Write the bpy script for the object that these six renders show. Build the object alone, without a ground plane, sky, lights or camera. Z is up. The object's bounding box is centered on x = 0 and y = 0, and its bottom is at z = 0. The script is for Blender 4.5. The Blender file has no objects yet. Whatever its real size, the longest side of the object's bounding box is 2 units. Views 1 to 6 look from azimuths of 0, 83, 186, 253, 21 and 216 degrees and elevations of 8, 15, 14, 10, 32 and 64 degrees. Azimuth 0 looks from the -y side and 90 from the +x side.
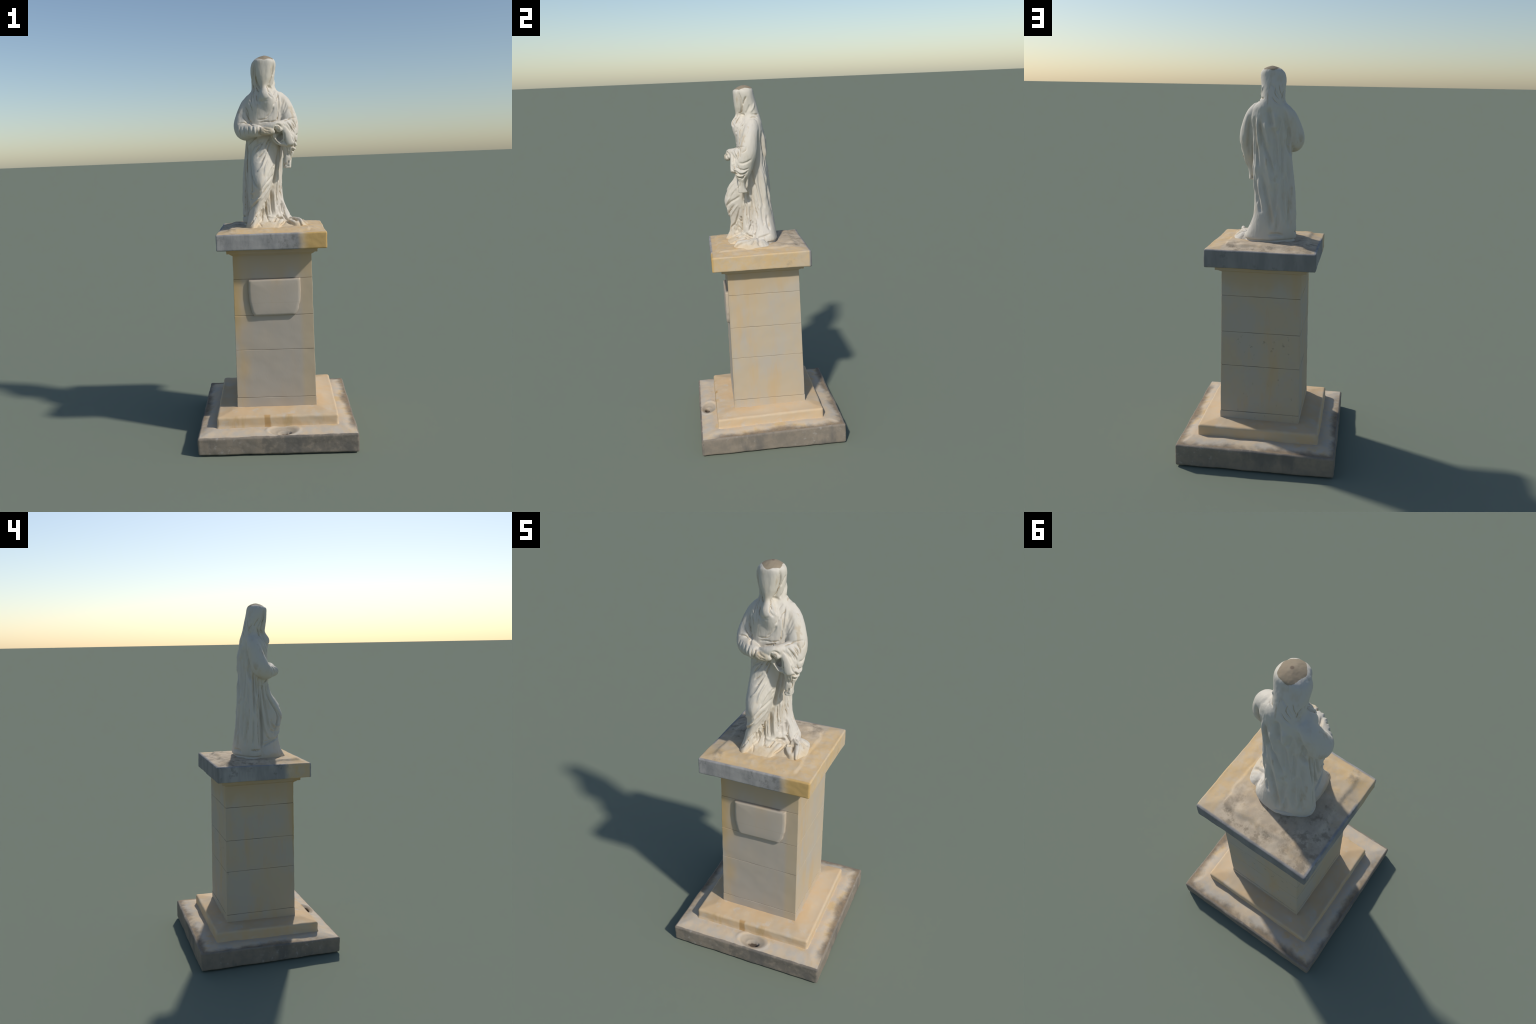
import bpy, bmesh, math, random
import numpy as np
from mathutils import Vector, noise as mnoise

random.seed(7)
D = bpy.data
SCN = bpy.context.scene

# ------------------------------------------------------------------ helpers
def link(ob, parent=None):
    SCN.collection.objects.link(ob)
    if parent is not None:
        ob.parent = parent
    return ob

def new_mesh(name, verts, faces):
    me = D.meshes.new(name)
    me.from_pydata([tuple(v) for v in verts], [], [tuple(f) for f in faces])
    me.update()
    return me

def catmull(pts, n):
    """Catmull-Rom through rows of pts (k, d), n samples."""
    P = np.asarray(pts, float)
    k = len(P)
    t = np.linspace(0, k - 1, n)
    i = np.clip(np.floor(t).astype(int), 0, k - 2)
    f = (t - i)[:, None]
    p0 = P[np.maximum(i - 1, 0)]; p1 = P[i]; p2 = P[i + 1]; p3 = P[np.minimum(i + 2, k - 1)]
    return 0.5 * (2 * p1 + (p2 - p0) * f + (2 * p0 - 5 * p1 + 4 * p2 - p3) * f**2 + (3 * p1 - p0 - 3 * p2 + p3) * f**3)

def skin_rings(rings):
    """rings: (m, n, 3) -> closed mesh (verts, faces) with fan caps."""
    m, n, _ = rings.shape
    V = list(rings.reshape(-1, 3))
    F = []
    for i in range(m - 1):
        for j in range(n):
            a = i * n + j; b = i * n + (j + 1) % n
            F.append((a, b, b + n, a + n))
    V.append(rings[0].mean(0)); c0 = len(V) - 1
    V.append(rings[-1].mean(0)); c1 = len(V) - 1
    for j in range(n):
        F.append((c0, (j + 1) % n, j))
        F.append((c1, (m - 1) * n + j, (m - 1) * n + (j + 1) % n))
    return V, F

def body_loft(rows, n=72, m=60, corners=None):
    """rows: z, x_left, x_right, y_front, y_back, squareness. Upright lofted mass.
    corners: optional squareness per quadrant (back right, back left, front left, front right), at the foot and at the top."""
    R = catmull(rows, m)
    t = np.linspace(0, 2 * np.pi, n, endpoint=False)
    q = np.floor(t / (np.pi / 2)).astype(int)
    rings = []
    for i, (z, xl, xr, yf, yb, e) in enumerate(R):
        cx, cy = (xl + xr) / 2, (yf + yb) / 2
        c, s = np.cos(t), np.sin(t)
        if corners is None:
            ee = np.full(n, e)
        else:
            lo, hi = np.array(corners[0]), np.array(corners[1])
            ee = (lo + (hi - lo) * i / (m - 1))[q]
        x = cx + (xr - xl) / 2 * np.sign(c) * np.abs(c) ** (2 / ee)
        y = cy + (yb - yf) / 2 * np.sign(s) * np.abs(s) ** (2 / ee)
        rings.append(np.stack([x, y, np.full(n, z)], 1))
    return skin_rings(np.array(rings))

def tube(rows, up=(0, 0, 1), n=32, m=40):
    """rows: x, y, z, radius across, radius along 'up'. Rounded limb along a spine."""
    R = catmull(rows, m)
    P = R[:, :3]
    T = np.gradient(P, axis=0)
    T /= np.linalg.norm(T, axis=1)[:, None]
    up = np.array(up, float)
    t = np.linspace(0, 2 * np.pi, n, endpoint=False)
    rings = []
    # rounded ends: shrink first and last few rings
    for i in range(m):
        s = np.cross(T[i], up); s /= np.linalg.norm(s)
        u = np.cross(s, T[i])
        rings.append(P[i] + np.outer(np.cos(t) * R[i, 3], s) + np.outer(np.sin(t) * R[i, 4], u))
    def dome(i, sgn):
        out = []
        rr = min(R[i, 3], R[i, 4]) * .8
        for a in (.35, .65, .88, .98):
            k = math.sqrt(1 - a * a)
            out.append(P[i] + (rings_np[i] - P[i]) * k + sgn * T[i] * rr * a)
        return out
    rings_np = np.array(rings)
    allr = dome(0, -1)[::-1] + list(rings_np) + dome(m - 1, 1)
    return skin_rings(np.array(allr))

def ellipsoid(c, r, n=32):
    th = np.linspace(0.05, np.pi - .05, n // 2)
    t = np.linspace(0, 2 * np.pi, n, endpoint=False)
    rings = [np.stack([c[0] + r[0] * np.sin(a) * np.cos(t), c[1] + r[1] * np.sin(a) * np.sin(t),
                       np.full(n, c[2] - r[2] * np.cos(a))], 1) for a in th]
    return skin_rings(np.array(rings))

# ------------------------------------------------------------------ node helpers
class Nodes:
    def __init__(self, name):
        self.mat = D.materials.new(name)
        self.mat.use_nodes = True
        self.t = self.mat.node_tree
        self.t.nodes.clear()
        self.out = self.t.nodes.new('ShaderNodeOutputMaterial')
        self.bsdf = self.t.nodes.new('ShaderNodeBsdfPrincipled')
        self.t.links.new(self.bsdf.outputs[0], self.out.inputs[0])
        self.co = self.t.nodes.new('ShaderNodeTexCoord').outputs['Object']
        sep = self.t.nodes.new('ShaderNodeSeparateXYZ')
        self.t.links.new(self.co, sep.inputs[0])
        self.x, self.y, self.z = sep.outputs
        self.geo = self.t.nodes.new('ShaderNodeNewGeometry')
    def put(self, sock, val):
        if hasattr(val, 'links'):
            self.t.links.new(val, sock)
        else:
            sock.default_value = val
    def math(self, op, a, b=0.0, c=0.0, clamp=False):
        n = self.t.nodes.new('ShaderNodeMath'); n.operation = op; n.use_clamp = clamp
        for s, v in zip(n.inputs, (a, b, c)):
            self.put(s, v)
        return n.outputs[0]
    def step(self, v, lo, hi):
        n = self.t.nodes.new('ShaderNodeMapRange'); n.interpolation_type = 'SMOOTHSTEP'
        self.put(n.inputs[0], v); n.inputs[1].default_value = lo; n.inputs[2].default_value = hi
        return n.outputs[0]
    def noise(self, scale, detail=4, rough=.6, stretch=(1, 1, 1), shift=(0, 0, 0), dist=0.0):
        mp = self.t.nodes.new('ShaderNodeMapping')
        self.t.links.new(self.co, mp.inputs[0])
        mp.inputs['Scale'].default_value = stretch
        mp.inputs['Location'].default_value = shift
        n = self.t.nodes.new('ShaderNodeTexNoise')
        self.t.links.new(mp.outputs[0], n.inputs['Vector'])
        n.inputs['Scale'].default_value = scale
        n.inputs['Detail'].default_value = detail
        n.inputs['Roughness'].default_value = rough
        n.inputs['Distortion'].default_value = dist
        return n.outputs[0]
    def mix(self, f, a, b, mode='MIX'):
        n = self.t.nodes.new('ShaderNodeMix'); n.data_type = 'RGBA'; n.blend_type = mode
        self.put(n.inputs[0], f)
        for s, v in ((n.inputs[6], a), (n.inputs[7], b)):
            self.put(s, (*v, 1) if isinstance(v, tuple) and len(v) == 3 else v)
        return n.outputs[2]
    def finish(self, col, rough=.85, bump=None, strength=.3, dist=.002):
        self.put(self.bsdf.inputs['Base Color'], col)
        self.put(self.bsdf.inputs['Roughness'], rough)
        self.bsdf.inputs['Specular IOR Level'].default_value = .25
        if bump is not None:
            b = self.t.nodes.new('ShaderNodeBump')
            b.inputs['Strength'].default_value = strength
            b.inputs['Distance'].default_value = dist
            self.put(b.inputs['Height'], bump)
            self.t.links.new(b.outputs[0], self.bsdf.inputs['Normal'])
        return self.mat

# ------------------------------------------------------------------ stone blocks
def axis_lines(h, r, stepsize):
    k = max(2, int(round((2 * h - 4 * r) / stepsize)))
    inner = np.linspace(-h + 2 * r, h - 2 * r, k + 1)
    e = np.array([0, .25, .5, .75, 1.0, 1.5]) * r
    return np.concatenate([-h + e, inner, (h - e)[::-1]])

def stone_box(name, cx, cy, z0, z1, hx, hy, rot, r=.008, cell=.01, rough=.0015, warp=None, seed=0.0, scale=14):
    """Weathered rectangular stone: rounded edges, gentle surface noise, optional warp(x,y,z,top weight)."""
    hz = (z1 - z0) / 2
    ax = [axis_lines(hx, r, cell), axis_lines(hy, r, cell), axis_lines(hz, r, cell)]
    bm = bmesh.new()
    H = (hx, hy, hz)
    def face(a, b, c, sgn):
        grid = [[None] * len(ax[b]) for _ in ax[a]]
        for i, p in enumerate(ax[a]):
            for j, q in enumerate(ax[b]):
                v = [0, 0, 0]; v[a] = p; v[b] = q; v[c] = sgn * H[c]
                grid[i][j] = bm.verts.new(v)
        for i in range(len(ax[a]) - 1):
            for j in range(len(ax[b]) - 1):
                f = (grid[i][j], grid[i + 1][j], grid[i + 1][j + 1], grid[i][j + 1])
                bm.faces.new(f if sgn > 0 else f[::-1])
    for a, b, c in ((0, 1, 2), (1, 2, 0), (2, 0, 1)):
        face(a, b, c, 1); face(a, b, c, -1)
    bmesh.ops.remove_doubles(bm, verts=bm.verts, dist=1e-5)
    ca, sa = math.cos(rot), math.sin(rot)
    for v in bm.verts:
        p = v.co.copy()
        q = Vector([max(-H[k] + r, min(H[k] - r, p[k])) for k in range(3)])
        d = p - q
        n = d.normalized() if d.length > 1e-9 else Vector((0, 0, 1))
        p = q + n * r
        nz = mnoise.fractal(Vector((p.x + seed, p.y - seed, p.z * 1.2)) * scale, .9, 2.1, 5)
        top = p.z > hz - r * 1.2
        p = p + n * (nz * rough)
        x, y = p.x, p.y
        if warp:
            x, y, p.z = warp(x, y, p.z, top)
        v.co = (cx + x * ca - y * sa, cy + x * sa + y * ca, p.z + (z0 + z1) / 2)
    me = D.meshes.new(name)
    bm.to_mesh(me); bm.free()
    for p in me.polygons:
        p.use_smooth = True
    return me

MATS = {}
def rotated(N, deg, cx=0.0, cy=0.0):
    a = math.radians(deg)
    x = N.math('SUBTRACT', N.x, cx); y = N.math('SUBTRACT', N.y, cy)
    xr = N.math('ADD', N.math('MULTIPLY', x, math.cos(a)), N.math('MULTIPLY', y, math.sin(a)))
    yr = N.math('SUBTRACT', N.math('MULTIPLY', y, math.cos(a)), N.math('MULTIPLY', x, math.sin(a)))
    return xr, yr

def marble():
    N = Nodes('weathered_marble')
    col = N.mix(N.step(N.noise(7, 5, .6), .35, .7), (.62, .57, .48), (.60, .555, .49))
    col = N.mix(N.math('MULTIPLY', N.step(N.noise(16, 6, .65, (1, 1, .35), (3, 1, 0)), .52, .75), .45), col, (.56, .47, .35))
    # tan dirt running in thin broken streaks down the drapery
    dirt = N.math('MULTIPLY', N.step(N.noise(30, 5, .6, (1, 1, .12), (0, 4, 2), .6), .56, .66), N.step(N.noise(9, 4, .6), .40, .62))
    col = N.mix(N.math('MULTIPLY', dirt, .55), col, (.47, .37, .24))
    # ochre lichen creeping up from the floor in front
    lowz = N.math('ADD', N.z, N.math('MULTIPLY', N.noise(20, 4), .07))
    low = N.math('MULTIPLY', N.step(lowz, 1.205, 1.165), N.step(N.y, .02, -.09))
    col = N.mix(N.math('MULTIPLY', low, .75), col, (.60, .46, .28))
    # hands handled to a brownish tan
    hx = N.math('DIVIDE', N.math('ADD', N.x, .012), .040); hy = N.math('DIVIDE', N.math('ADD', N.y, .155), .030); hz = N.math('DIVIDE', N.math('SUBTRACT', N.z, 1.612), .024)
    hd = N.math('ADD', N.math('ADD', N.math('MULTIPLY', hx, hx), N.math('MULTIPLY', hy, hy)), N.math('MULTIPLY', hz, hz))
    col = N.mix(N.math('MULTIPLY', N.step(hd, 1.15, .75), .7), col, (.46, .385, .265))
    warm = N.math('MULTIPLY', N.step(N.noise(11, 5, .6, (1, 1, .6), (5, 2, 8)), .58, .70), .5)
    col = N.mix(warm, col, (.58, .48, .35))
    return N.finish(col, .72, N.noise(160, 5, .6), .18, .0012)

def crown():
    N = Nodes('brown_scan_fill')  # brown fill on the crown where the scan lacks data
    d = N.math('POWER', N.math('ADD', N.math('POWER', N.math('ADD', N.x, .004), 2.0), N.math('POWER', N.math('ADD', N.y, .048), 2.0)), .5)
    col = N.mix(N.step(N.noise(18, 3), .3, .7), (.31, .255, .18), (.28, .225, .155))
    col = N.mix(N.step(d, .009, .004), col, (.17, .125, .09))
    return N.finish(col, .8)

def shaft_mat():
    N = Nodes('sandy_limestone')
    xr, yr = rotated(N, -1.65)
    streak = N.noise(9, 5, .6, (1, 1, .22))
    blot = N.noise(6, 5, .55, (1, 1, .7), (4, 0, 2))
    col = N.mix(N.step(blot, .38, .62), (.515, .415, .290), (.475, .415, .335))
    col = N.mix(N.math('MULTIPLY', N.step(streak, .50, .70), .75), col, (.55, .395, .225))
    # paler grey washed front and lower blocks
    front = N.step(yr, -.185, -.199)
    wash = N.math('MULTIPLY', N.math('MULTIPLY', front, N.step(N.math('ADD', xr, N.math('MULTIPLY', blot, .2)), -.10, .0)), .75)
    col = N.mix(wash, col, (.44, .385, .325))
    edge = N.math('MULTIPLY', N.math('MULTIPLY', front, N.step(N.math('ADD', xr, N.math('MULTIPLY', N.math('SUBTRACT', streak, .5), .14)), -.135, -.185)), N.step(N.math('ADD', N.z, N.math('MULTIPLY', blot, .2)), .60, .80))
    col = N.mix(N.math('MULTIPLY', edge, .8), col, (.54, .36, .15))
    top = N.math('MULTIPLY', N.step(N.math('ADD', N.z, N.math('MULTIPLY', streak, .25)), .98, 1.06), .55)
    col = N.mix(top, col, (.50, .37, .22))
    right = N.math('MULTIPLY', N.math('MULTIPLY', front, N.step(xr, .13, .16)), .5)
    col = N.mix(right, col, (.53, .40, .23))
    # black specks of crust low on the rear face
    back = N.step(yr, .19, .199)
    specks = N.math('MULTIPLY', N.step(N.noise(38, 6, .7, (1, 1, .7)), .60, .70), N.math('MULTIPLY', N.step(N.noise(7, 3), .42, .58), N.step(N.z, .75, .60)))
    col = N.mix(N.math('MULTIPLY', N.math('MULTIPLY', specks, back), .7), col, (.16, .14, .11))
    joint = None
    for zj in (.229, .488, .672, .865):
        j = N.step(N.math('ABSOLUTE', N.math('SUBTRACT', N.z, zj)), .0022, .0010)
        joint = j if joint is None else N.math('MAXIMUM', joint, j)
    tj = N.math('MULTIPLY', N.math('MULTIPLY', N.step(N.math('ABSOLUTE', N.math('SUBTRACT', N.z, .741)), .0018, .0008), N.step(yr, -.208, -.212)), .6)
    offtab = N.step(yr, -.212, -.208)
    joint = N.math('MAXIMUM', N.math('MULTIPLY', joint, offtab), tj)
    col = N.mix(N.math('MULTIPLY', joint, .22), col, (.30, .23, .14))
    return N.finish(col, .85, N.noise(120, 6, .65, (1, 1, .6)), .22, .0015)

def step_mat():
    N = Nodes('ochre_step_stone')
    n = N.noise(8, 5, .6)
    col = N.mix(N.step(n, .36, .62), (.58, .455, .31), (.61, .435, .255))
    col = N.mix(N.math('MULTIPLY', N.step(N.noise(13, 5, .6, (1, 1, 1), (2, 7, 1)), .55, .72), .7), col, (.55, .49, .41))
    fr = N.step(N.y, -.285, -.300)
    nx = N.math('ADD', N.x, N.math('MULTIPLY', N.math('SUBTRACT', N.noise(10, 3), .5), .02))
    rust = N.math('MULTIPLY', N.math('MULTIPLY', N.step(nx, -.078, -.070), N.step(nx, -.038, -.048)), fr)
    rust2 = N.math('MULTIPLY', N.step(N.noise(6, 4, .6, (1.6, .3, .4), (0, 3, 0)), .52, .66), fr)
    col = N.mix(N.math('MULTIPLY', rust2, .55), col, (.47, .31, .13))
    col = N.mix(N.math('MULTIPLY', rust, .75), col, (.42, .24, .08))
    return N.finish(col, .85, N.noise(110, 6, .65), .22, .0015)

def cap_mat():
    N = Nodes('lichened_cap_stone')
    xr, yr = rotated(N, -1.6, .001, -.0105)
    n1 = N.noise(7, 5, .6); n2 = N.noise(17, 6, .65, (1, 1, 1), (3, 5, 1)); n3 = N.noise(19, 6, .68, (1, 1, 1), (8, 2, 4))
    drip = N.noise(16, 5, .6, (1, 1, .25), (1, 1, 1))
    ochre = N.mix(N.step(n2, .38, .66), (.60, .425, .225), (.56, .445, .305))
    pale = N.mix(N.step(n2, .36, .60), (.58, .475, .345), (.49, .395, .285))
    # top: ochre in front and at the right rim, grey mottling behind
    behind = N.math('ADD', N.math('MULTIPLY', yr, 1.7), N.math('MULTIPLY', xr, -.9))
    t = N.step(N.math('ADD', behind, N.math('MULTIPLY', N.math('SUBTRACT', n1, .5), 1.1)), -.14, .16)
    rim = N.step(xr, .19, .21)
    t = N.math('MULTIPLY', t, N.math('SUBTRACT', 1.0, N.math('MULTIPLY', rim, .7)))
    col = N.mix(t, ochre, pale)
    dark = N.math('MULTIPLY', N.step(N.math('ADD', n3, N.math('MULTIPLY', behind, .28)), .60, .74), N.math('SUBTRACT', 1.0, rim))
    col = N.mix(N.math('MULTIPLY', dark, .75), col, (.27, .215, .15))
    warm = N.math('MULTIPLY', N.step(N.noise(13, 5, .6, (1, 1, 1), (9, 4, 4)), .55, .68), .6)
    col = N.mix(warm, col, (.53, .40, .25))
    cloud = N.math('MULTIPLY', N.step(N.math('ADD', N.noise(10, 6, .65, (1, 1, 1), (4, 8, 2)), N.math('MULTIPLY', behind, .12)), .54, .70), .65)
    col = N.mix(cloud, col, (.29, .225, .155))
    # grey crust on front, left and rear faces, ochre corner at front right
    wob = N.math('MULTIPLY', N.math('SUBTRACT', n1, .5), .05)
    fr = N.math('MULTIPLY', N.step(yr, -.258, -.268), N.step(N.math('ADD', xr, wob), .165, .125))
    lf = N.math('MULTIPLY', N.step(xr, -.262, -.272), N.step(N.math('ADD', yr, wob), -.145, -.105))
    bk = N.step(yr, .256, .266)
    grey = N.math('MAXIMUM', N.math('MAXIMUM', fr, lf), bk)
    gcol = N.mix(N.step(drip, .36, .64), (.255, .25, .245), (.36, .345, .33))
    gcol = N.mix(N.math('MULTIPLY', N.step(n3, .56, .68), .6), gcol, (.16, .155, .145))
    gcol = N.mix(N.math('MULTIPLY', bk, .5), gcol, (.17, .165, .155))  # rear crust darker still, part of its baked shade kept in the colour
    corner = N.math('MULTIPLY', N.step(yr, -.258, -.268), N.step(N.math('ADD', xr, wob), .145, .19))
    col = N.mix(corner, col, (.55, .36, .14))
    col = N.mix(grey, col, gcol)
    return N.finish(col, .88, N.noise(90, 6, .7), .3, .002)

def slab_mat():
    N = Nodes('grimy_base_stone')
    xr, yr = rotated(N, -1.05)
    edge = N.math('MAXIMUM', N.math('ABSOLUTE', xr), N.math('ABSOLUTE', yr))
    n1 = N.noise(6, 5, .6); n2 = N.noise(18, 6, .65, (1, 1, 1), (2, 6, 1)); n3 = N.noise(34, 6, .7)
    top = N.mix(N.step(n2, .38, .64), (.59, .47, .33), (.52, .455, .37))
    top = N.mix(N.math('MULTIPLY', N.step(N.noise(10, 5, .6, (1, 1, 1), (7, 1, 0)), .55, .70), .8), top, (.60, .43, .22))
    br = N.step(N.math('ADD', edge, N.math('MULTIPLY', N.math('SUBTRACT', n1, .5), .15)), .352, .402)
    notfront = N.step(yr, -.37, -.28)
    br = N.math('MULTIPLY', br, notfront)
    top = N.mix(N.math('MULTIPLY', br, .9), top, N.mix(N.step(n2, .35, .65), (.27, .20, .13), (.17, .135, .095)))
    # drain bowl
    bx = N.math('DIVIDE', N.math('SUBTRACT', xr, .027), .074); by = N.math('DIVIDE', N.math('ADD', yr, .352), .043)
    rad = N.math('POWER', N.math('ADD', N.math('POWER', bx, 2.0), N.math('POWER', by, 2.0)), .5)
    top = N.mix(N.math('MULTIPLY', N.step(rad, 1.05, .80), .7), top, (.36, .305, .235))
    hole = N.math('POWER', N.math('ADD', N.math('POWER', N.math('DIVIDE', N.math('SUBTRACT', xr, .036), .032), 2.0), N.math('POWER', N.math('DIVIDE', N.math('ADD', yr, .362), .016), 2.0)), .5)
    top = N.mix(N.step(hole, 1.05, .85), top, (.10, .075, .055))
    side = N.step(N.math('ADD', edge, N.math('MULTIPLY', N.math('SUBTRACT', n3, .5), .006)), .396, .4015)
    sc = N.mix(N.step(n2, .36, .64), (.22, .188, .15), (.265, .22, .17))
    dk = N.step(N.noise(5, 5, .55, (1, 1, .4), (3, 9, 1)), .50, .60)
    sc = N.mix(N.math('MULTIPLY', dk, .65), sc, (.125, .118, .108))
    fpatch = N.math('MULTIPLY', N.step(yr, -.39, -.40), N.math('MULTIPLY', N.step(N.math('ADD', xr, N.math('MULTIPLY', N.math('SUBTRACT', n2, .5), .04)), -.085, -.070), N.step(n3, .35, .55)))
    sc = N.mix(N.math('MULTIPLY', fpatch, .6), sc, (.13, .12, .105))
    wp = N.math('MULTIPLY', N.step(n3, .54, .66), N.step(N.noise(4, 3, .5, (1, 1, 1), (1, 2, 6)), .5, .62))
    sc = N.mix(N.math('MULTIPLY', wp, .6), sc, (.36, .33, .29))
    col = N.mix(side, top, sc)
    return N.finish(col, .9, N.noise(80, 6, .7), .35, .002)

def grime():
    N = Nodes('tan_grime')
    col = N.mix(N.step(N.noise(40, 4), .35, .65), (.52, .425, .30), (.44, .34, .21))
    return N.finish(col, .9)

MATS.update(marble=marble(), grime=grime(), crown=crown(), shaft=shaft_mat(), step=step_mat(), cap=cap_mat(), slab=slab_mat())


root = D.objects.new('statue_on_pedestal', None)
root['label'] = 'pale draped stone woman on tall ochre block pedestal'
root['category'] = 'garden statue'
link(root)
pedestal = root

def add(name, me, parent, mat):
    me.materials.clear()
    if mat in MATS:
        me.materials.append(MATS[mat])
    ob = D.objects.new(name, me)
    return link(ob, parent)

ROT = math.radians(-1.3)
def smooth01(a, b, x):
    t = min(1, max(0, (x - a) / (b - a)))
    return t * t * (3 - 2 * t)

# base slab: tilts up a little to the back, washes up towards the step, has a drain bowl in front
def base_warp(x, y, z, top):
    w = smooth01(-.052, .052, z)
    edge = max(abs(x), abs(y))
    z += (.0085 * (y / .4) + .004 * (x / .4)) * w
    if top:
        z += .010 * smooth01(.40, .33, edge)
        u, v = x - .027, y + .352
        rr = math.hypot(u / .078, v / .046)
        z -= .012 * (1 - smooth01(.45, 1.0, rr))
        z += .003 * math.exp(-((rr - 1.08) / .10) ** 2)
        h = math.hypot((u - .009) / .034, (v + .010) / .017)
        z -= .022 * (1 - smooth01(.75, 1.0, h))
    return x, y, z
add('base_slab', stone_box('base_slab', -.001, .002, 0.004, .1065, .4065, .4095, math.radians(-1.05), r=.010, cell=.006,
                           rough=.003, warp=base_warp, seed=1.3, scale=9), pedestal, 'slab')

def step_warp(x, y, z, top):
    edge = max(abs(x), abs(y))
    w = smooth01(-.04, .04, z)
    k = 1 + .035 * smooth01(-.005, -.045, z)
    z += (.007 * (y / .3) + .002 * (x / .3)) * w
    if top:
        z += .011 * smooth01(.31, .21, edge)
    return x * k, y * k, z
add('step', stone_box('step', .0, -.003, .085, .173, .314, .304, math.radians(-1.1), r=.012, cell=.008,
                      rough=.002, warp=step_warp, seed=4.1), pedestal, 'step')

shaft = root
courses = [(.165, .229), (.229, .488), (.488, .672), (.672, .865), (.865, 1.004)]
for i, (a, b) in enumerate(courses):
    
    zc = (a + b) / 2
    def batter(x, y, z, top, zc=zc):
        k = 1 + .040 * (1.0 - zc - z)          # the shaft widens a little towards its foot
        return x * k, y * k + .007 * (1.0 - zc - z), z
    add('stone_block', stone_box('stone_block', .001, .0005, a + .0004, b - .0004, .202 + (.0012 if i == 0 else 0), .2 + (.0012 if i == 0 else 0),
                                 math.radians(-1.65), r=.002, cell=.012, rough=.0012, warp=batter, seed=9 + i * 3.7, scale=10), shaft, 'shaft')

# cap: moulding under a thick slab
def mould_profile():
    prof = [(.2005, .985), (.203, .989), (.212, .994), (.2195, 1.001), (.231, 1.002), (.232, 1.016), (.236, 1.020), (.238, 1.030)]
    return prof
bm = bmesh.new()
rings = []
for h, z in mould_profile():
    r_ = []
    for sx, sy in ((-1, -1), (1, -1), (1, 1), (-1, 1)):
        x, y = sx * h, sy * (h - .003)
        a = math.radians(-1.6)
        r_.append(bm.verts.new((.001 + x * math.cos(a) - y * math.sin(a), -.004 + x * math.sin(a) + y * math.cos(a), z)))
    rings.append(r_)
for a, b in zip(rings, rings[1:]):
    for j in range(4):
        bm.faces.new((a[j], a[(j + 1) % 4], b[(j + 1) % 4], b[j]))
bm.faces.new(rings[0][::-1]); bm.faces.new(rings[-1])
me = D.meshes.new('moulding'); bm.to_mesh(me); bm.free()
add('moulding', me, pedestal, 'shaft')

def cap_warp(x, y, z, top):
    w = smooth01(-.043, .043, z)
    z += .0035 * (y / .27) * w
    if top:
        edge = max(abs(x) / .278, abs(y) / .272)
        n = mnoise.fractal(Vector((x * 16, y * 16, 3.3)), 1, 2, 4)
        wob = .012 * mnoise.noise(Vector((x * 14, y * 14, 9)))
        plate = smooth01(.192, .184, x + wob) * smooth01(-.235, -.222, y + wob) * smooth01(.215, .19, y + wob) * smooth01(-.225, -.205, x + wob)
        z += .010 * smooth01(1.0, .70, edge) + .007 * plate + .0035 * n * smooth01(1.0, .8, edge)
    return x, y, z
add('cap_slab', stone_box('cap_slab', .001, -.0105, 1.024, 1.110, .2785, .2725, math.radians(-1.6), r=.007, cell=.006,
                          rough=.0022, warp=cap_warp, seed=6.2, scale=9), pedestal, 'cap')

# tablet on the front of the shaft: cushion-faced, straight top, tapered foot
def tablet():
    out = [(-.131, .862), (.136, .864), (.137, .80), (.133, .742), (.126, .722), (.123, .700), (.107, .674), (-.108, .672), (-.118, .690), (-.130, .745), (-.133, .80)]
    cx, cz = .0, .775
    layers = [(1.012, -.002), (1.0, .006), (.992, .0125), (.970, .0160), (.88, .0175), (.5, .0180)]
    pts = []
    for i in range(len(out)):
        a = np.array(out[i]); b = np.array(out[(i + 1) % len(out)])
        k = max(2, int(np.linalg.norm(b - a) / .008))
        for j in range(k):
            pts.append(a + (b - a) * j / k)
    V = []; F = []
    n = len(pts)
    for s, d in layers:
        for p in pts:
            x = cx + (p[0] - cx) * s; z = cz + (p[1] - cz) * s
            wob = .0006 * mnoise.noise(Vector((x * 30, z * 30, 1)))
            V.append((x, -.1985 - .0285 * x - d + wob, z))
    for l in range(len(layers) - 1):
        for j in range(n):
            a = l * n + j; b = l * n + (j + 1) % n
            F.append((a, b, b + n, a + n))
    V.append((cx, -.1985 - .0182, cz)); c = len(V) - 1
    for j in range(n):
        F.append((c, (len(layers) - 1) * n + j, (len(layers) - 1) * n + (j + 1) % n))
    return new_mesh('tablet', V, F)
tm = tablet()
for p in tm.polygons: p.use_smooth = True
add('tablet', tm, shaft, 'shaft')

# ------------------------------------------------------------------ the draped figure
parts = []
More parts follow.
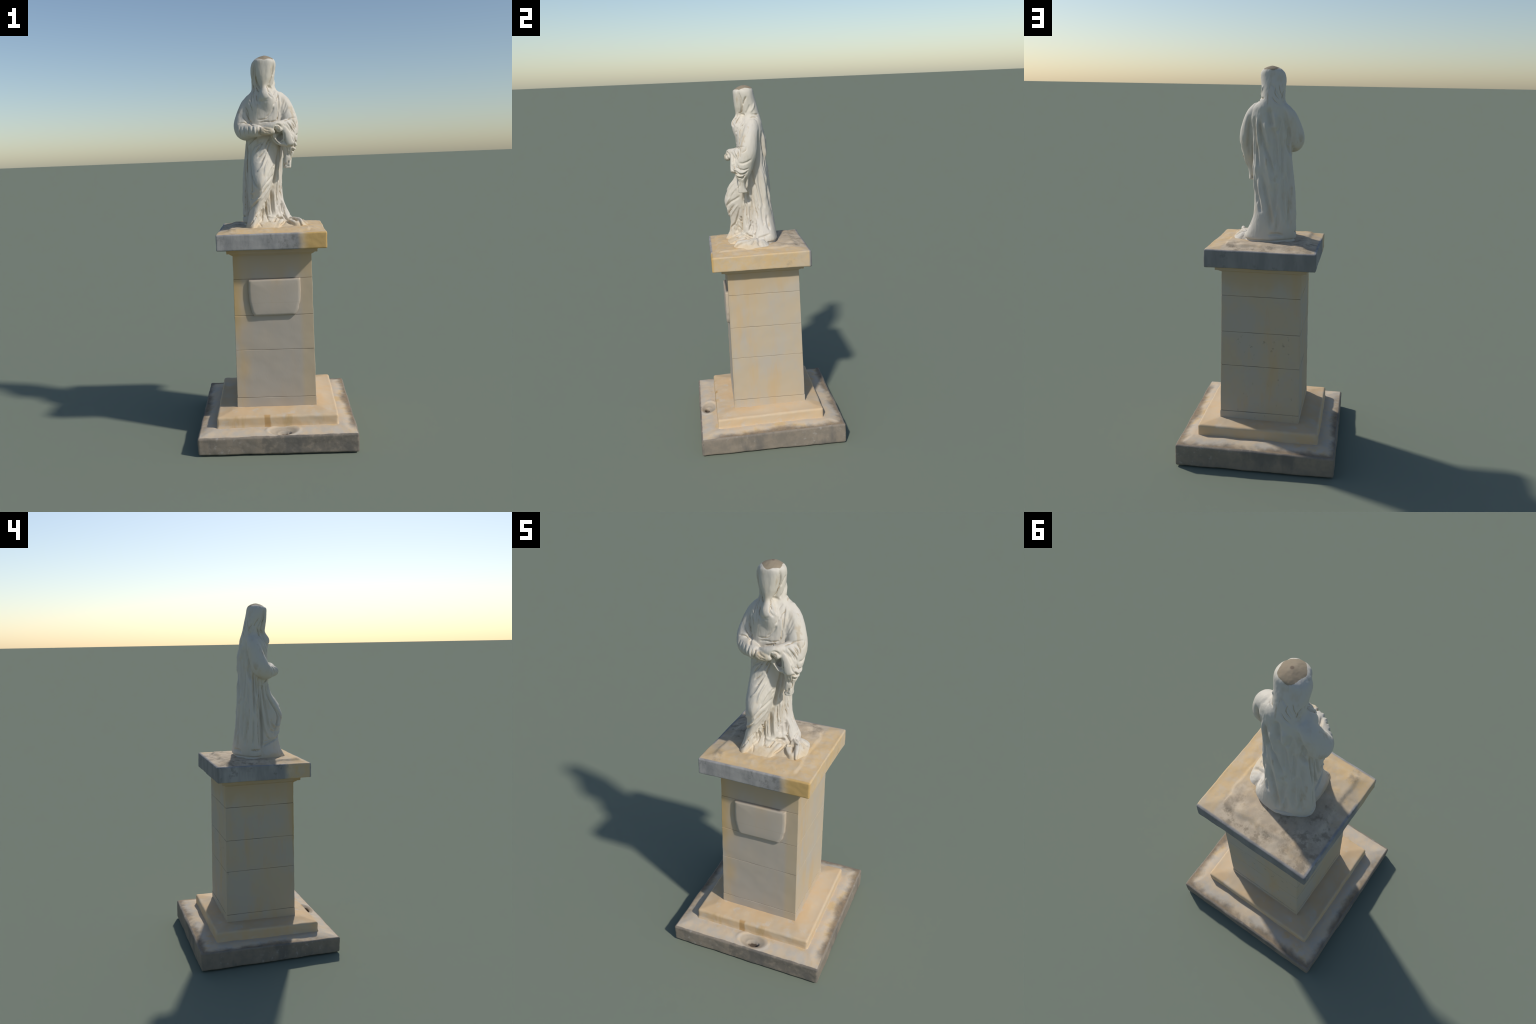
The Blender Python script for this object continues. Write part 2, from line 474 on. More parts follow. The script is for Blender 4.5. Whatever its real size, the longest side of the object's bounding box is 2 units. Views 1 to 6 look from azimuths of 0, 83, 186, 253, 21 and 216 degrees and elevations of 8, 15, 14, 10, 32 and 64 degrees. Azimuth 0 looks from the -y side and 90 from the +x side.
# veil over the head, running into shoulders and back
parts.append(body_loft([
    (1.70, -.112, .090, -.088, .058, 2.4), (1.745, -.115, .100, -.092, .054, 2.3), (1.775, -.112, .098, -.088, .049, 2.2),
    (1.797, -.104, .088, -.078, .046, 2.2), (1.812, -.092, .072, -.070, .043, 2.2), (1.828, -.080, .054, -.064, .040, 2.2),
    (1.848, -.077, .044, -.062, .035, 2.2), (1.88, -.077, .043, -.072, .028, 2.2), (1.92, -.080, .047, -.082, .017, 2.3),
    (1.945, -.078, .051, -.088, .010, 2.3), (1.966, -.071, .050, -.091, .006, 2.3), (1.980, -.059, .041, -.090, .001, 2.3),
    (1.989, -.045, .028, -.080, -.008, 2.2), (1.996, -.026, .012, -.064, -.024, 2.0), (1.9995, -.014, .000, -.052, -.036, 2.0)]))
# smooth face, left blank where the scan closed it over
parts.append(body_loft([
    (1.79, -.036, .010, -.100, -.04, 2.2), (1.83, -.035, .003, -.096, -.03, 2.2), (1.85, -.038, .008, -.095, -.03, 2.3), (1.88, -.049, .022, -.099, -.03, 2.4),
    (1.91, -.056, .030, -.102, -.03, 2.5), (1.94, -.058, .036, -.104, -.03, 2.6), (1.962, -.056, .038, -.105, -.03, 2.7), (1.974, -.050, .034, -.103, -.03, 2.5),
    (1.982, -.042, .026, -.09, -.03, 2.3)]))
# gathered knot of veil on the chest and breast swell
parts.append(body_loft([
    (1.69, -.046, .042, -.098, -.03, 2), (1.715, -.046, .045, -.104, -.03, 2), (1.74, -.046, .047, -.112, -.03, 2), (1.765, -.045, .044, -.120, -.03, 2), (1.785, -.044, .037, -.1245, -.03, 2.1),
    (1.803, -.041, .029, -.122, -.03, 2.1), (1.82, -.036, .019, -.111, -.03, 2.1), (1.838, -.033, .008, -.098, -.03, 2.1), (1.858, -.034, .005, -.093, -.03, 2.2)], m=40))
# torso
parts.append(body_loft([
    (1.54, -.110, .070, -.100, .055, 2.3), (1.60, -.112, .080, -.098, .058, 2.4), (1.66, -.112, .088, -.100, .060, 2.4), (1.70, -.110, .090, -.102, .060, 2.3),
    (1.74, -.110, .092, -.104, .056, 2.3), (1.77, -.106, .090, -.096, .050, 2.2), (1.80, -.09, .07, -.075, .044, 2.2)]))
# long cloak from the shoulders to just above the floor
parts.append(body_loft([
    (1.140, -.149, .118, -.052, .105, 2.8), (1.152, -.150, .117, -.052, .106, 2.8), (1.165, -.150, .112, -.050, .104, 2.8), (1.20, -.149, .093, -.045, .102, 2.8), (1.25, -.146, .075, -.04, .097, 2.8),
    (1.30, -.143, .069, -.038, .090, 2.8), (1.36, -.138, .069, -.038, .083, 2.8), (1.43, -.131, .070, -.040, .075, 2.7), (1.50, -.124, .074, -.045, .068, 2.6),
    (1.58, -.120, .080, -.05, .063, 2.5), (1.64, -.119, .080, -.05, .061, 2.4), (1.70, -.112, .070, -.05, .055, 2.3), (1.75, -.09, .05, -.05, .044, 2.3)], corners=((2.5, 1.25, 2.7, 2.7), (2.5, 1.75, 2.7, 2.7))))
# under-dress below the hem, spreading where it meets the stone
parts.append(body_loft([
    (1.100, -.158, .135, -.050, .118, 2.4), (1.112, -.152, .130, -.050, .112, 2.4), (1.122, -.145, .118, -.050, .102, 2.4), (1.135, -.141, .108, -.050, .095, 2.4), (1.16, -.138, .10, -.050, .090, 2.4)], m=24, corners=((2.4, 1.45, 2.4, 2.4), (2.4, 1.35, 2.4, 2.4))))
# forward leg wrapped in the mantle
parts.append(body_loft([
    (1.105, -.138, -.050, -.186, .02, 2.3), (1.13, -.132, -.056, -.181, .02, 2.3), (1.155, -.123, -.050, -.168, .02, 2.3), (1.18, -.117, -.042, -.160, .02, 2.3), (1.21, -.113, -.030, -.154, .02, 2.3), (1.24, -.109, -.018, -.152, .02, 2.3),
    (1.28, -.107, -.006, -.160, .02, 2.3), (1.32, -.107, .005, -.173, .02, 2.3), (1.350, -.107, .012, -.181, .02, 2.3), (1.38, -.107, .020, -.1785, .02, 2.3), (1.41, -.106, .029, -.167, .02, 2.3),
    (1.45, -.105, .040, -.146, .02, 2.4), (1.485, -.104, .048, -.124, .02, 2.4), (1.53, -.104, .060, -.108, .02, 2.4), (1.58, -.106, .066, -.098, .02, 2.4)], corners=((2, 2, 2.1, 1.4), (2, 2, 2.1, 1.4))))
# dress folds between the legs, pooling on the floor
parts.append(body_loft([
    (1.100, -.135, .078, -.192, .02, 2.2), (1.116, -.130, .074, -.186, .02, 2.2), (1.130, -.115, .066, -.170, .02, 2.3), (1.142, -.10, .056, -.146, .02, 2.5), (1.155, -.09, .050, -.118, .02, 2.7), (1.17, -.08, .047, -.094, .02, 2.9), (1.19, -.07, .045, -.082, .02, 3.0),
    (1.25, -.06, .045, -.078, .02, 3.0), (1.35, -.05, .050, -.078, .02, 3.0), (1.45, -.05, .056, -.082, .02, 3.0), (1.55, -.05, .064, -.09, .02, 3.0)]))
# train of the cloak on the floor at the standing foot: low skirt of cloth, with a raised curl
parts.append(body_loft([
    (1.100, .00, .188, -.162, .064, 2.1), (1.118, .00, .184, -.156, .058, 2.1), (1.132, .02, .170, -.138, .045, 2.1), (1.142, .03, .142, -.100, .030, 2.1), (1.150, .04, .120, -.075, .010, 2.1)], m=20))
parts.append(tube([(.110, -.024, 1.156, .013, .011), (.132, -.062, 1.156, .012, .010), (.146, -.102, 1.154, .011, .011), (.153, -.132, 1.148, .009, .012), (.158, -.150, 1.130, .007, .012)]))
parts.append(body_loft([
    (1.100, .085, .191, -.162, .055, 2.2), (1.120, .088, .187, -.159, .050, 2.2), (1.136, .096, .174, -.153, .035, 2.2), (1.148, .090, .160, -.143, .022, 2.2), (1.156, .085, .146, -.130, .012, 2.2)], m=20))
parts.append(tube([(.055, -.085, 1.150, .014, .012), (.040, -.125, 1.134, .015, .012), (.025, -.165, 1.116, .013, .010)]))
# arm on the viewer's left
parts.append(tube([(-.070, .000, 1.790, .034, .034), (-.094, -.002, 1.755, .043, .043), (-.114, -.014, 1.70, .050, .046), (-.126, -.031, 1.645, .053, .051),
                   (-.115, -.061, 1.619, .046, .047), (-.086, -.100, 1.619, .035, .037), (-.052, -.131, 1.617, .030, .031)], up=(.3, 1, .6)))
# hands
parts.append(tube([(-.055, -.134, 1.617, .024, .022), (-.025, -.148, 1.614, .023, .021), (.003, -.154, 1.612, .019, .019), (.024, -.153, 1.612, .014, .014)]))
parts.append(tube([(-.024, -.128, 1.632, .014, .014), (.008, -.140, 1.634, .021, .021), (.042, -.140, 1.640, .023, .023), (.067, -.118, 1.642, .025, .025)]))
parts.append(ellipsoid((.054, -.143, 1.625), (.018, .018, .019)))
# arm on the viewer's right and hanging sleeve
parts.append(tube([(.058, -.012, 1.790, .034, .034), (.080, -.024, 1.755, .043, .043), (.099, -.039, 1.70, .047, .048), (.111, -.052, 1.645, .048, .052),
                   (.109, -.070, 1.590, .044, .052), (.105, -.083, 1.54, .038, .046), (.101, -.083, 1.505, .029, .034), (.098, -.082, 1.485, .022, .026)], up=(0, 1, .2)))
parts.append(tube([(.116, -.055, 1.630, .042, .042), (.090, -.094, 1.638, .037, .036), (.065, -.113, 1.642, .024, .024)]))
# hanging tail of the sleeve, blunt below
parts.append(body_loft([(1.424, .074, .112, -.112, -.058, 3.0), (1.432, .072, .113, -.113, -.056, 3.0), (1.46, .074, .116, -.112, -.054, 2.8), (1.49, .077, .122, -.112, -.052, 2.5), (1.52, .078, .130, -.115, -.05, 2.3)], m=20))
# cloth loop under the fist and the turned-back flap
parts.append(tube([(.022, -.122, 1.618, .017, .014), (.030, -.120, 1.585, .016, .013), (.052, -.118, 1.562, .018, .014), (.078, -.122, 1.556, .020, .016), (.098, -.12, 1.56, .02, .016)], up=(0, 1, 0)))
parts.append(ellipsoid((.060, -.090, 1.595), (.045, .034, .045)))
parts.append(tube([(.066, -.122, 1.654, .012, .010), (.082, -.130, 1.622, .019, .014), (.097, -.132, 1.585, .025, .017), (.109, -.132, 1.549, .028, .018)], up=(0, 1, 0)))

V = []; F = []
for v, f in parts:
    o = len(V)
    V += list(v); F += [tuple(i + o for i in q) for q in f]
me = new_mesh('figure', V, F)
fig = D.objects.new('figure', me); link(fig)
bm = bmesh.new(); bm.from_mesh(me)
bmesh.ops.recalc_face_normals(bm, faces=bm.faces)
bm.to_mesh(me); bm.free()
md = fig.modifiers.new('r', 'REMESH'); md.mode = 'VOXEL'; md.voxel_size = .0025
dg = bpy.context.evaluated_depsgraph_get()
me2 = D.meshes.new_from_object(fig.evaluated_get(dg))
D.objects.remove(fig); D.meshes.remove(me)
me = me2; me.name = 'figure'

def mesh_arrays(me):
    n = len(me.vertices)
    co = np.empty(n * 3); me.vertices.foreach_get('co', co); co = co.reshape(-1, 3)
    e = np.empty(len(me.edges) * 2, int); me.edges.foreach_get('vertices', e); e = e.reshape(-1, 2)
    return co, e
def laplace(co, e, it, k=.5, w=None):
    deg = np.bincount(e.ravel(), minlength=len(co)).astype(float)[:, None]
    for _ in range(it):
        s = np.zeros_like(co)
        np.add.at(s, e[:, 0], co[e[:, 1]]); np.add.at(s, e[:, 1], co[e[:, 0]])
        d = (s / deg - co) * k
        co = co + (d if w is None else d * w)
    return co
def set_co(me, co):
    me.vertices.foreach_set('co', co.ravel()); me.update()
def normals(me):
    n = np.empty(len(me.vertices) * 3); me.vertices.foreach_get('normal', n); return n.reshape(-1, 3)

co, ed = mesh_arrays(me)
co = laplace(co, ed, 6)
set_co(me, co)

# ------------------------------------------------------------------ drapery folds
FOLDS = {}
FOLDS['head'] = [  # kind, width mm, depth mm, spine points in mm
    ('g', 4, 4, [(-55, -78, 1967),(-57, -78, 1924),(-53, -68, 1890),(-45, -59, 1855),(-33, -85, 1823)]),
    ('g', 3, 2, [(-70, -44, 1867),(-66, -44, 1836),(-68, -56, 1812)]),
    ('g', 3, 2.5, [(-57, -52, 1851),(-50, -56, 1832),(-40, -64, 1821)]),
    ('g', 3.5, 3.5, [(37, -79, 1964),(36, -68, 1928),(27, -63, 1891),(12, -65, 1858),(6, -78, 1849)]),
    ('g', 4, 3, [(50, -39, 1937),(44, -49, 1918),(35, -56, 1897)]),
    ('g', 5, 2.5, [(44, -19, 1893),(40, -34, 1865),(28, -49, 1842)]),
    ('g', 6, 4, [(27, -52, 1837),(10, -60, 1841),(7, -71, 1846)]),
    ('r', 5, 2, [(43, -20, 1855),(40, -5, 1873),(33, 5, 1901)]),
    ('g', 3, 2.5, [(45, -14, 1843),(41, 9, 1843),(26, 25, 1843)]),
    ('g', 3, 2, [(55, -23, 1826),(51, -3, 1831),(50, 17, 1823)]),
    ('g', 3.5, 4, [(-64, -71, 1961),(-67, -66, 1919),(-70, -52, 1889),(-74, -34, 1863)]),
    ('g', 4, 5, [(-74, -32, 1863),(-68, -42, 1836),(-79, -54, 1805),(-85, -77, 1760)]),
    ('g', 3, 2.5, [(-75, -27, 1848),(-79, -44, 1814),(-89, -63, 1781)]),
    ('g', 3, 2, [(-74, -5, 1884),(-67, 12, 1863),(-63, 21, 1842)]),
    ('g', 4, 2, [(-79, -43, 1916),(-78, -24, 1889),(-76, -11, 1869)]),
    ('g', 3, 1.5, [(-34, 20, 1903),(-31, 30, 1867),(-52, 30, 1837)]),
    ('g', 4, 2, [(-12, 20, 1911),(-36, 26, 1881),(-53, 26, 1851)]),
    ('g', 3, 1.5, [(-48, 15, 1908),(-55, 19, 1878),(-64, 17, 1856)]),
    ('g', 4, 1.5, [(-15, 34, 1850),(-32, 38, 1829),(-55, 35, 1812)]),
    ('g', 3, 1.5, [(-73, 14, 1829),(-76, -2, 1840),(-76, -4, 1851)]),
]
FOLDS['chest'] = [  # kind, width mm, depth mm, spine points in mm
    ('g', 3, 3, [(1, -86, 1844),(7, -100, 1823),(15, -111, 1807)]),
    ('g', 3.5, 3.5, [(10, -70, 1833),(23, -90, 1811),(30, -101, 1791)]),
    ('g', 3.5, 3, [(38, -94, 1774),(39, -96, 1758),(32, -103, 1747)]),
    ('r', 4, 2, [(12, -85, 1827),(25, -104, 1799),(33, -101, 1780)]),
    ('g', 3.5, 3, [(4, -104, 1823),(11, -118, 1801),(24, -113, 1783)]),
    ('g', 4, 3.5, [(55, -54, 1809),(58, -73, 1782),(60, -87, 1744),(58, -86, 1709)]),
    ('g', 3.5, 2, [(56, -63, 1800),(47, -79, 1780),(41, -93, 1764)]),
    ('g', 3.5, 2, [(42, -52, 1820),(34, -65, 1809),(32, -79, 1797)]),
    ('g', 5, 2.5, [(73, -56, 1793),(73, -74, 1756),(65, -82, 1714)]),
    ('g', 5, 2, [(96, -64, 1765),(87, -78, 1732),(74, -80, 1702)]),
    ('g', 4, 3, [(32, -100, 1734),(17, -101, 1706),(-12, -101, 1682)]),
    ('g', 6, 1.5, [(-55, -90, 1768),(-26, -111, 1764),(0, -121, 1770)]),
    ('g', 5, 1.2, [(-34, -105, 1766),(-13, -120, 1771),(8, -122, 1780)]),
    ('g', 3, 2, [(16, -100, 1695),(-16, -101, 1678),(-51, -97, 1675)]),
    ('g', 3, 2.5, [(-43, -98, 1659),(-17, -100, 1664),(14, -99, 1661)]),
    ('g', 3.5, 3, [(56, -89, 1720),(55, -87, 1692),(46, -90, 1669)]),
    ('g', 3, 2.5, [(46, -90, 1669),(28, -96, 1664),(12, -99, 1662)]),
    ('g', 4, 3, [(-110, -55, 1723),(-100, -65, 1686),(-91, -85, 1656)]),
    ('g', 4, 2, [(-94, -61, 1774),(-85, -81, 1746),(-78, -87, 1720)]),
    ('g', 4, 2, [(-71, -60, 1804),(-68, -83, 1771),(-64, -94, 1745)]),
    ('g', 4, 2.5, [(-56, -68, 1803),(-52, -83, 1781),(-48, -93, 1765)]),
    ('g', 4, 1.8, [(-116, -43, 1756),(-104, -58, 1723),(-97, -67, 1696)]),
    ('g', 4, 1.8, [(-132, -60, 1701),(-116, -70, 1679),(-99, -70, 1662)]),
    ('g', 5, 2, [(85, -62, 1772),(70, -79, 1736),(61, -83, 1700)]),
]
FOLDS['chest 2'] = [  # kind, width mm, depth mm, spine points in mm
    ('g', 5, 2, [(105, -71, 1745),(87, -84, 1709),(68, -79, 1689)]),
    ('g', 3, 2.5, [(147, -71, 1679),(109, -97, 1674),(79, -122, 1663)]),
]
FOLDS['arms'] = [  # kind, width mm, depth mm, spine points in mm
    ('g', 5, 5, [(-92, -75, 1673),(-88, -100, 1654),(-77, -128, 1647)]),
    ('g', 3, 2, [(-154, -71, 1660),(-128, -78, 1665),(-102, -81, 1658)]),
    ('g', 3, 1.7, [(-102, -117, 1644),(-103, -132, 1623),(-98, -129, 1600)]),
    ('r', 3.5, 1.2, [(-88, -124, 1645),(-88, -142, 1622),(-86, -140, 1603)]),
    ('g', 3, 1.7, [(-79, -134, 1643),(-79, -149, 1621),(-76, -143, 1598)]),
    ('r', 3, 1, [(-69, -140, 1642),(-70, -155, 1620),(-67, -149, 1598)]),
    ('g', 3, 2, [(-59, -148, 1639),(-60, -158, 1618),(-59, -150, 1595)]),
    ('g', 3, 1.5, [(-50, -150, 1637),(-52, -162, 1616),(-50, -149, 1595)]),
    ('g', 4, 2, [(-126, -98, 1644),(-125, -114, 1620),(-122, -107, 1593)]),
    ('g', 4, 1.8, [(-144, -87, 1644),(-147, -94, 1620),(-142, -88, 1593)]),
    ('g', 3.5, 5, [(-43, -145, 1639),(-44, -165, 1617),(-44, -148, 1595)]),
    ('g', 3.5, 3, [(-91, -106, 1653),(-92, -91, 1656),(-91, -79, 1658)]),
    ('g', 3.5, 3.5, [(-29, -154, 1634),(-10, -170, 1623),(7, -171, 1617)]),
    ('g', 2.5, 2, [(-20, -172, 1610),(-5, -172, 1608),(9, -170, 1605)]),
    ('g', 2.5, 1.6, [(-27, -170, 1618),(-12, -173, 1615),(5, -172, 1611)]),
    ('g', 4, 5, [(35, -164, 1639),(33, -159, 1622),(37, -129, 1610),(51, -121, 1608),(66, -139, 1610)]),
    ('g', 4, 4, [(35, -164, 1639),(47, -161, 1646),(61, -156, 1640),(70, -150, 1627)]),
    ('g', 1.8, 1.5, [(44, -163, 1637),(44, -158, 1624),(45, -150, 1611)]),
    ('g', 1.8, 1.5, [(50, -161, 1639),(50, -160, 1623),(51, -152, 1609)]),
    ('g', 1.8, 1.5, [(56, -159, 1638),(56, -160, 1623),(56, -153, 1610)]),
    ('g', 3.5, 3, [(-18, -99, 1641),(13, -98, 1649),(54, -125, 1665)]),
    ('g', 3, 2.5, [(-23, -154, 1634),(-14, -166, 1627),(6, -170, 1620)]),
    ('g', 10, 14, [(64, -124, 1601),(58, -123, 1586),(53, -130, 1571)]),
    ('g', 6, 6, [(38, -131, 1587),(49, -131, 1569),(61, -134, 1559),(74, -137, 1560)]),
]
FOLDS['arms 2'] = [  # kind, width mm, depth mm, spine points in mm
    ('r', 4, 3, [(21, -133, 1595),(28, -131, 1575),(45, -131, 1559),(66, -134, 1547)]),
    ('g', 4, 4, [(79, -145, 1600),(80, -143, 1577),(82, -141, 1558),(93, -145, 1542)]),
    ('g', 3, 3, [(95, -146, 1542),(115, -129, 1536),(133, -110, 1531)]),
    ('g', 3.5, 2.5, [(79, -140, 1646),(98, -136, 1628),(113, -137, 1605),(120, -139, 1589)]),
    ('g', 3.5, 2.5, [(95, -125, 1656),(114, -121, 1636),(126, -113, 1615),(133, -112, 1599)]),
    ('g', 3.5, 2, [(111, -115, 1658),(129, -107, 1638),(136, -106, 1618)]),
    ('g', 3.5, 2.5, [(120, -142, 1583),(129, -143, 1560),(136, -110, 1541)]),
    ('g', 3, 2, [(135, -113, 1583),(140, -106, 1564),(145, -92, 1553)]),
    ('g', 4, 2, [(124, -96, 1668),(140, -95, 1648),(143, -99, 1624)]),
    ('g', 3.5, 3.5, [(91, -126, 1533),(95, -118, 1509),(96, -112, 1484)]),
    ('g', 3, 2.5, [(103, -129, 1532),(107, -119, 1509),(102, -111, 1480)]),
    ('g', 3, 2.5, [(119, -122, 1526),(115, -113, 1503),(106, -111, 1480)]),
    ('g', 4, 4, [(72, -78, 1436),(93, -112, 1447),(102, -111, 1460)]),
    ('g', 5, 3, [(152, -38, 1609),(154, -63, 1596),(150, -87, 1590),(143, -103, 1593)]),
    ('g', 4, 3.5, [(129, -120, 1570),(142, -102, 1559),(147, -79, 1553),(144, -54, 1561)]),
    ('g', 4, 3.5, [(129, -121, 1546),(137, -103, 1531),(141, -79, 1533),(141, -59, 1546)]),
    ('g', 3.5, 3, [(116, -119, 1515),(129, -103, 1511),(135, -84, 1515)]),
    ('g', 4, 3, [(128, -94, 1500),(135, -82, 1515),(138, -74, 1525)]),
    ('r', 4, 2, [(133, -126, 1559),(138, -108, 1544),(144, -84, 1541),(145, -64, 1552)]),
    ('r', 4, 2, [(122, -121, 1530),(133, -106, 1521),(138, -84, 1523)]),
    ('g', 3, 2.5, [(103, -126, 1648),(114, -118, 1624),(127, -116, 1601)]),
    ('g', 3, 2, [(115, -109, 1660),(130, -104, 1644),(137, -103, 1628)]),
    ('g', 3, 2, [(88, -134, 1642),(105, -127, 1619),(118, -127, 1596)]),
    ('g', 3, 2.5, [(123, -133, 1587),(132, -128, 1564),(122, -125, 1538)]),
]
FOLDS['arms 3'] = [  # kind, width mm, depth mm, spine points in mm
    ('g', 3, 2.5, [(110, -112, 1496),(115, -104, 1477),(110, -107, 1457)]),
    ('g', 3, 2.5, [(17, -109, 1438),(101, -112, 1436),(19, -104, 1412)]),
    ('g', 4, 1.5, [(151, -61, 1680),(154, -67, 1661),(146, -88, 1647)]),
]
FOLDS['skirt'] = [  # kind, width mm, depth mm, spine points in mm
    ('g', 6, 6.5, [(-89, -84, 1524),(-97, -81, 1494),(-99, -94, 1455),(-98, -114, 1421),(-96, -135, 1387),(-95, -144, 1351),(-95, -138, 1319),(-96, -128, 1284),(-100, -118, 1253)]),
    ('g', 4, 3, [(-108, -28, 1525),(-112, -24, 1479),(-114, -23, 1432),(-114, -24, 1404)]),
    ('g', 5, 3, [(-127, -10, 1416),(-125, -16, 1362),(-123, -20, 1314),(-121, -24, 1267),(-115, -30, 1220)]),
    ('g', 6, 4, [(-123, -20, 1314),(-123, -22, 1255),(-121, -29, 1196)]),
    ('r', 4, 2.5, [(-60, -161, 1414),(-42, -156, 1431),(-27, -137, 1462),(-11, -111, 1507)]),
    ('r', 4, 3, [(-28, -166, 1394),(-24, -154, 1423),(-16, -140, 1446),(-3, -117, 1474)]),
    ('r', 5, 3.5, [(-48, -173, 1323),(-26, -165, 1358),(-11, -149, 1389),(-1, -135, 1413),(15, -111, 1444)]),
    ('g', 5, 2.5, [(-19, -158, 1376),(-4, -139, 1402),(9, -119, 1433)]),
    ('g', 5, 3, [(-41, -171, 1329),(-17, -152, 1353),(5, -120, 1374),(18, -99, 1391)]),
    ('r', 4, 2.5, [(-97, -126, 1242),(-66, -157, 1273),(-46, -164, 1304),(-41, -166, 1318)]),
    ('g', 4, 2.5, [(-61, -159, 1277),(-35, -152, 1303),(-8, -130, 1338)]),
    ('r', 4, 2, [(-52, -152, 1265),(-23, -135, 1302),(2, -110, 1341)]),
    ('g', 4, 2, [(-97, -129, 1228),(-73, -151, 1252),(-50, -154, 1277)]),
    ('g', 4, 2.5, [(-13, -112, 1507),(-26, -124, 1484),(-45, -140, 1458)]),
    ('g', 4, 2, [(-58, -120, 1483),(-39, -117, 1499),(-24, -113, 1514)]),
    ('g', 4, 5, [(-1, -100, 1318),(-19, -110, 1277),(-34, -119, 1246),(-47, -128, 1222),(-66, -149, 1199),(-86, -161, 1173)]),
    ('g', 6, 6, [(53, -73, 1518),(44, -75, 1473),(36, -76, 1427),(25, -77, 1381),(19, -77, 1346)]),
    ('g', 3.5, 3.5, [(4, -80, 1312),(2, -78, 1266),(3, -78, 1230),(6, -82, 1186)]),
    ('g', 4, 4.5, [(35, -71, 1343),(35, -69, 1299),(36, -66, 1252),(33, -69, 1217)]),
    ('r', 5, 3, [(-15, -80, 1255),(-18, -79, 1219),(-17, -83, 1187)]),
    ('g', 3.5, 4, [(-27, -112, 1257),(-25, -80, 1220),(-22, -83, 1185)]),
    ('r', 4, 3, [(-37, -113, 1227),(-39, -90, 1198),(-41, -88, 1174)]),
    ('g', 4, 4, [(-47, -124, 1215),(-50, -118, 1193),(-56, -117, 1172)]),
    ('r', 5, 2.5, [(-6, -79, 1278),(-6, -79, 1231),(-5, -82, 1191)]),
]
FOLDS['skirt 2'] = [  # kind, width mm, depth mm, spine points in mm
    ('r', 5, 3, [(21, -76, 1311),(20, -75, 1253),(23, -77, 1194)]),
    ('g', 5, 5, [(45, -34, 1242),(43, -48, 1215),(42, -56, 1192)]),
    ('g', 6, 6, [(60, -20, 1241),(63, -26, 1213),(65, -33, 1189)]),
    ('g', 4, 4, [(71, -14, 1223),(71, -26, 1196),(80, -33, 1167)]),
    ('r', 6, 2, [(53, -19, 1272),(76, -8, 1223),(93, -18, 1175)]),
    ('g', 4, 4, [(42, -66, 1369),(42, -62, 1321),(42, -59, 1273)]),
    ('g', 3, 2, [(50, -26, 1352),(54, -16, 1314),(63, -8, 1276)]),
    ('g', 3, 2, [(61, -10, 1365),(62, -8, 1334),(64, -2, 1306)]),
    ('g', 4, 3.5, [(-105, -54, 1547),(-88, -78, 1568),(-69, -90, 1582),(-48, -138, 1590)]),
    ('g', 4, 3.5, [(-90, -87, 1507),(-81, -90, 1530),(-69, -94, 1545),(-45, -100, 1556),(-33, -100, 1565)]),
    ('g', 3.5, 3, [(-72, -103, 1506),(-52, -105, 1529),(-35, -102, 1551),(-21, -99, 1572)]),
    ('g', 3.5, 3, [(-22, -107, 1531),(-5, -99, 1558),(9, -97, 1583)]),
    ('g', 3.5, 2.5, [(-7, -108, 1511),(2, -98, 1542),(15, -96, 1571)]),
    ('g', 5, 5, [(15, -127, 1588),(34, -129, 1564),(47, -126, 1548)]),
    ('g', 3, 3, [(-62, -145, 1208),(-75, -156, 1186),(-89, -163, 1166)]),
    ('g', 3, 3, [(-45, -126, 1224),(-54, -128, 1195),(-59, -124, 1167)]),
    ('g', 3, 2.5, [(-42, -106, 1205),(-45, -89, 1175),(-48, -118, 1154)]),
    ('g', 3, 2.5, [(-24, -83, 1186),(-19, -98, 1167),(-14, -115, 1156)]),
    ('g', 3, 2, [(-91, -162, 1166),(-104, -164, 1148),(-116, -158, 1136)]),
    ('g', 3, 2, [(-64, -132, 1160),(-60, -136, 1144),(-51, -166, 1131)]),
    ('r', 5, 2.5, [(-15, -88, 1176),(5, -93, 1170),(21, -87, 1173)]),
    ('g', 4, 3, [(-18, -115, 1156),(0, -126, 1151),(20, -112, 1155)]),
    ('g', 5, 8, [(30, -81, 1174),(46, -62, 1165),(61, -43, 1159)]),
    ('g', 4, 4, [(78, -62, 1150),(68, -101, 1142),(46, -146, 1131)]),
]
FOLDS['skirt 3'] = [  # kind, width mm, depth mm, spine points in mm
    ('g', 5, 8, [(68, -35, 1177),(80, -34, 1164),(94, -67, 1156)]),
    ('g', 5, 7, [(93, -88, 1156),(115, -62, 1157),(131, -133, 1152)]),
    ('g', 3.5, 4, [(-41, -122, 1230),(-30, -112, 1248),(-18, -106, 1276)]),
    ('g', 4, 5, [(-17, -94, 1266),(-21, -89, 1248),(-26, -85, 1230)]),
    ('g', 4, 4, [(-36, -118, 1239),(-42, -111, 1212),(-45, -105, 1194)]),
    ('g', 3, 2.5, [(39, -63, 1270),(39, -62, 1250),(38, -62, 1229)]),
    ('g', 4, 4.5, [(48, -46, 1331),(46, -47, 1291),(44, -45, 1250),(44, -41, 1217)]),
    ('g', 4, 6, [(32, -77, 1176),(41, -68, 1173),(46, -61, 1167)]),
    ('g', 4, 5, [(96, -89, 1156),(134, -71, 1165),(61, -48, 1151)]),
    ('g', 4, 5, [(14, -123, 1150),(19, -103, 1160),(30, -83, 1171)]),
]
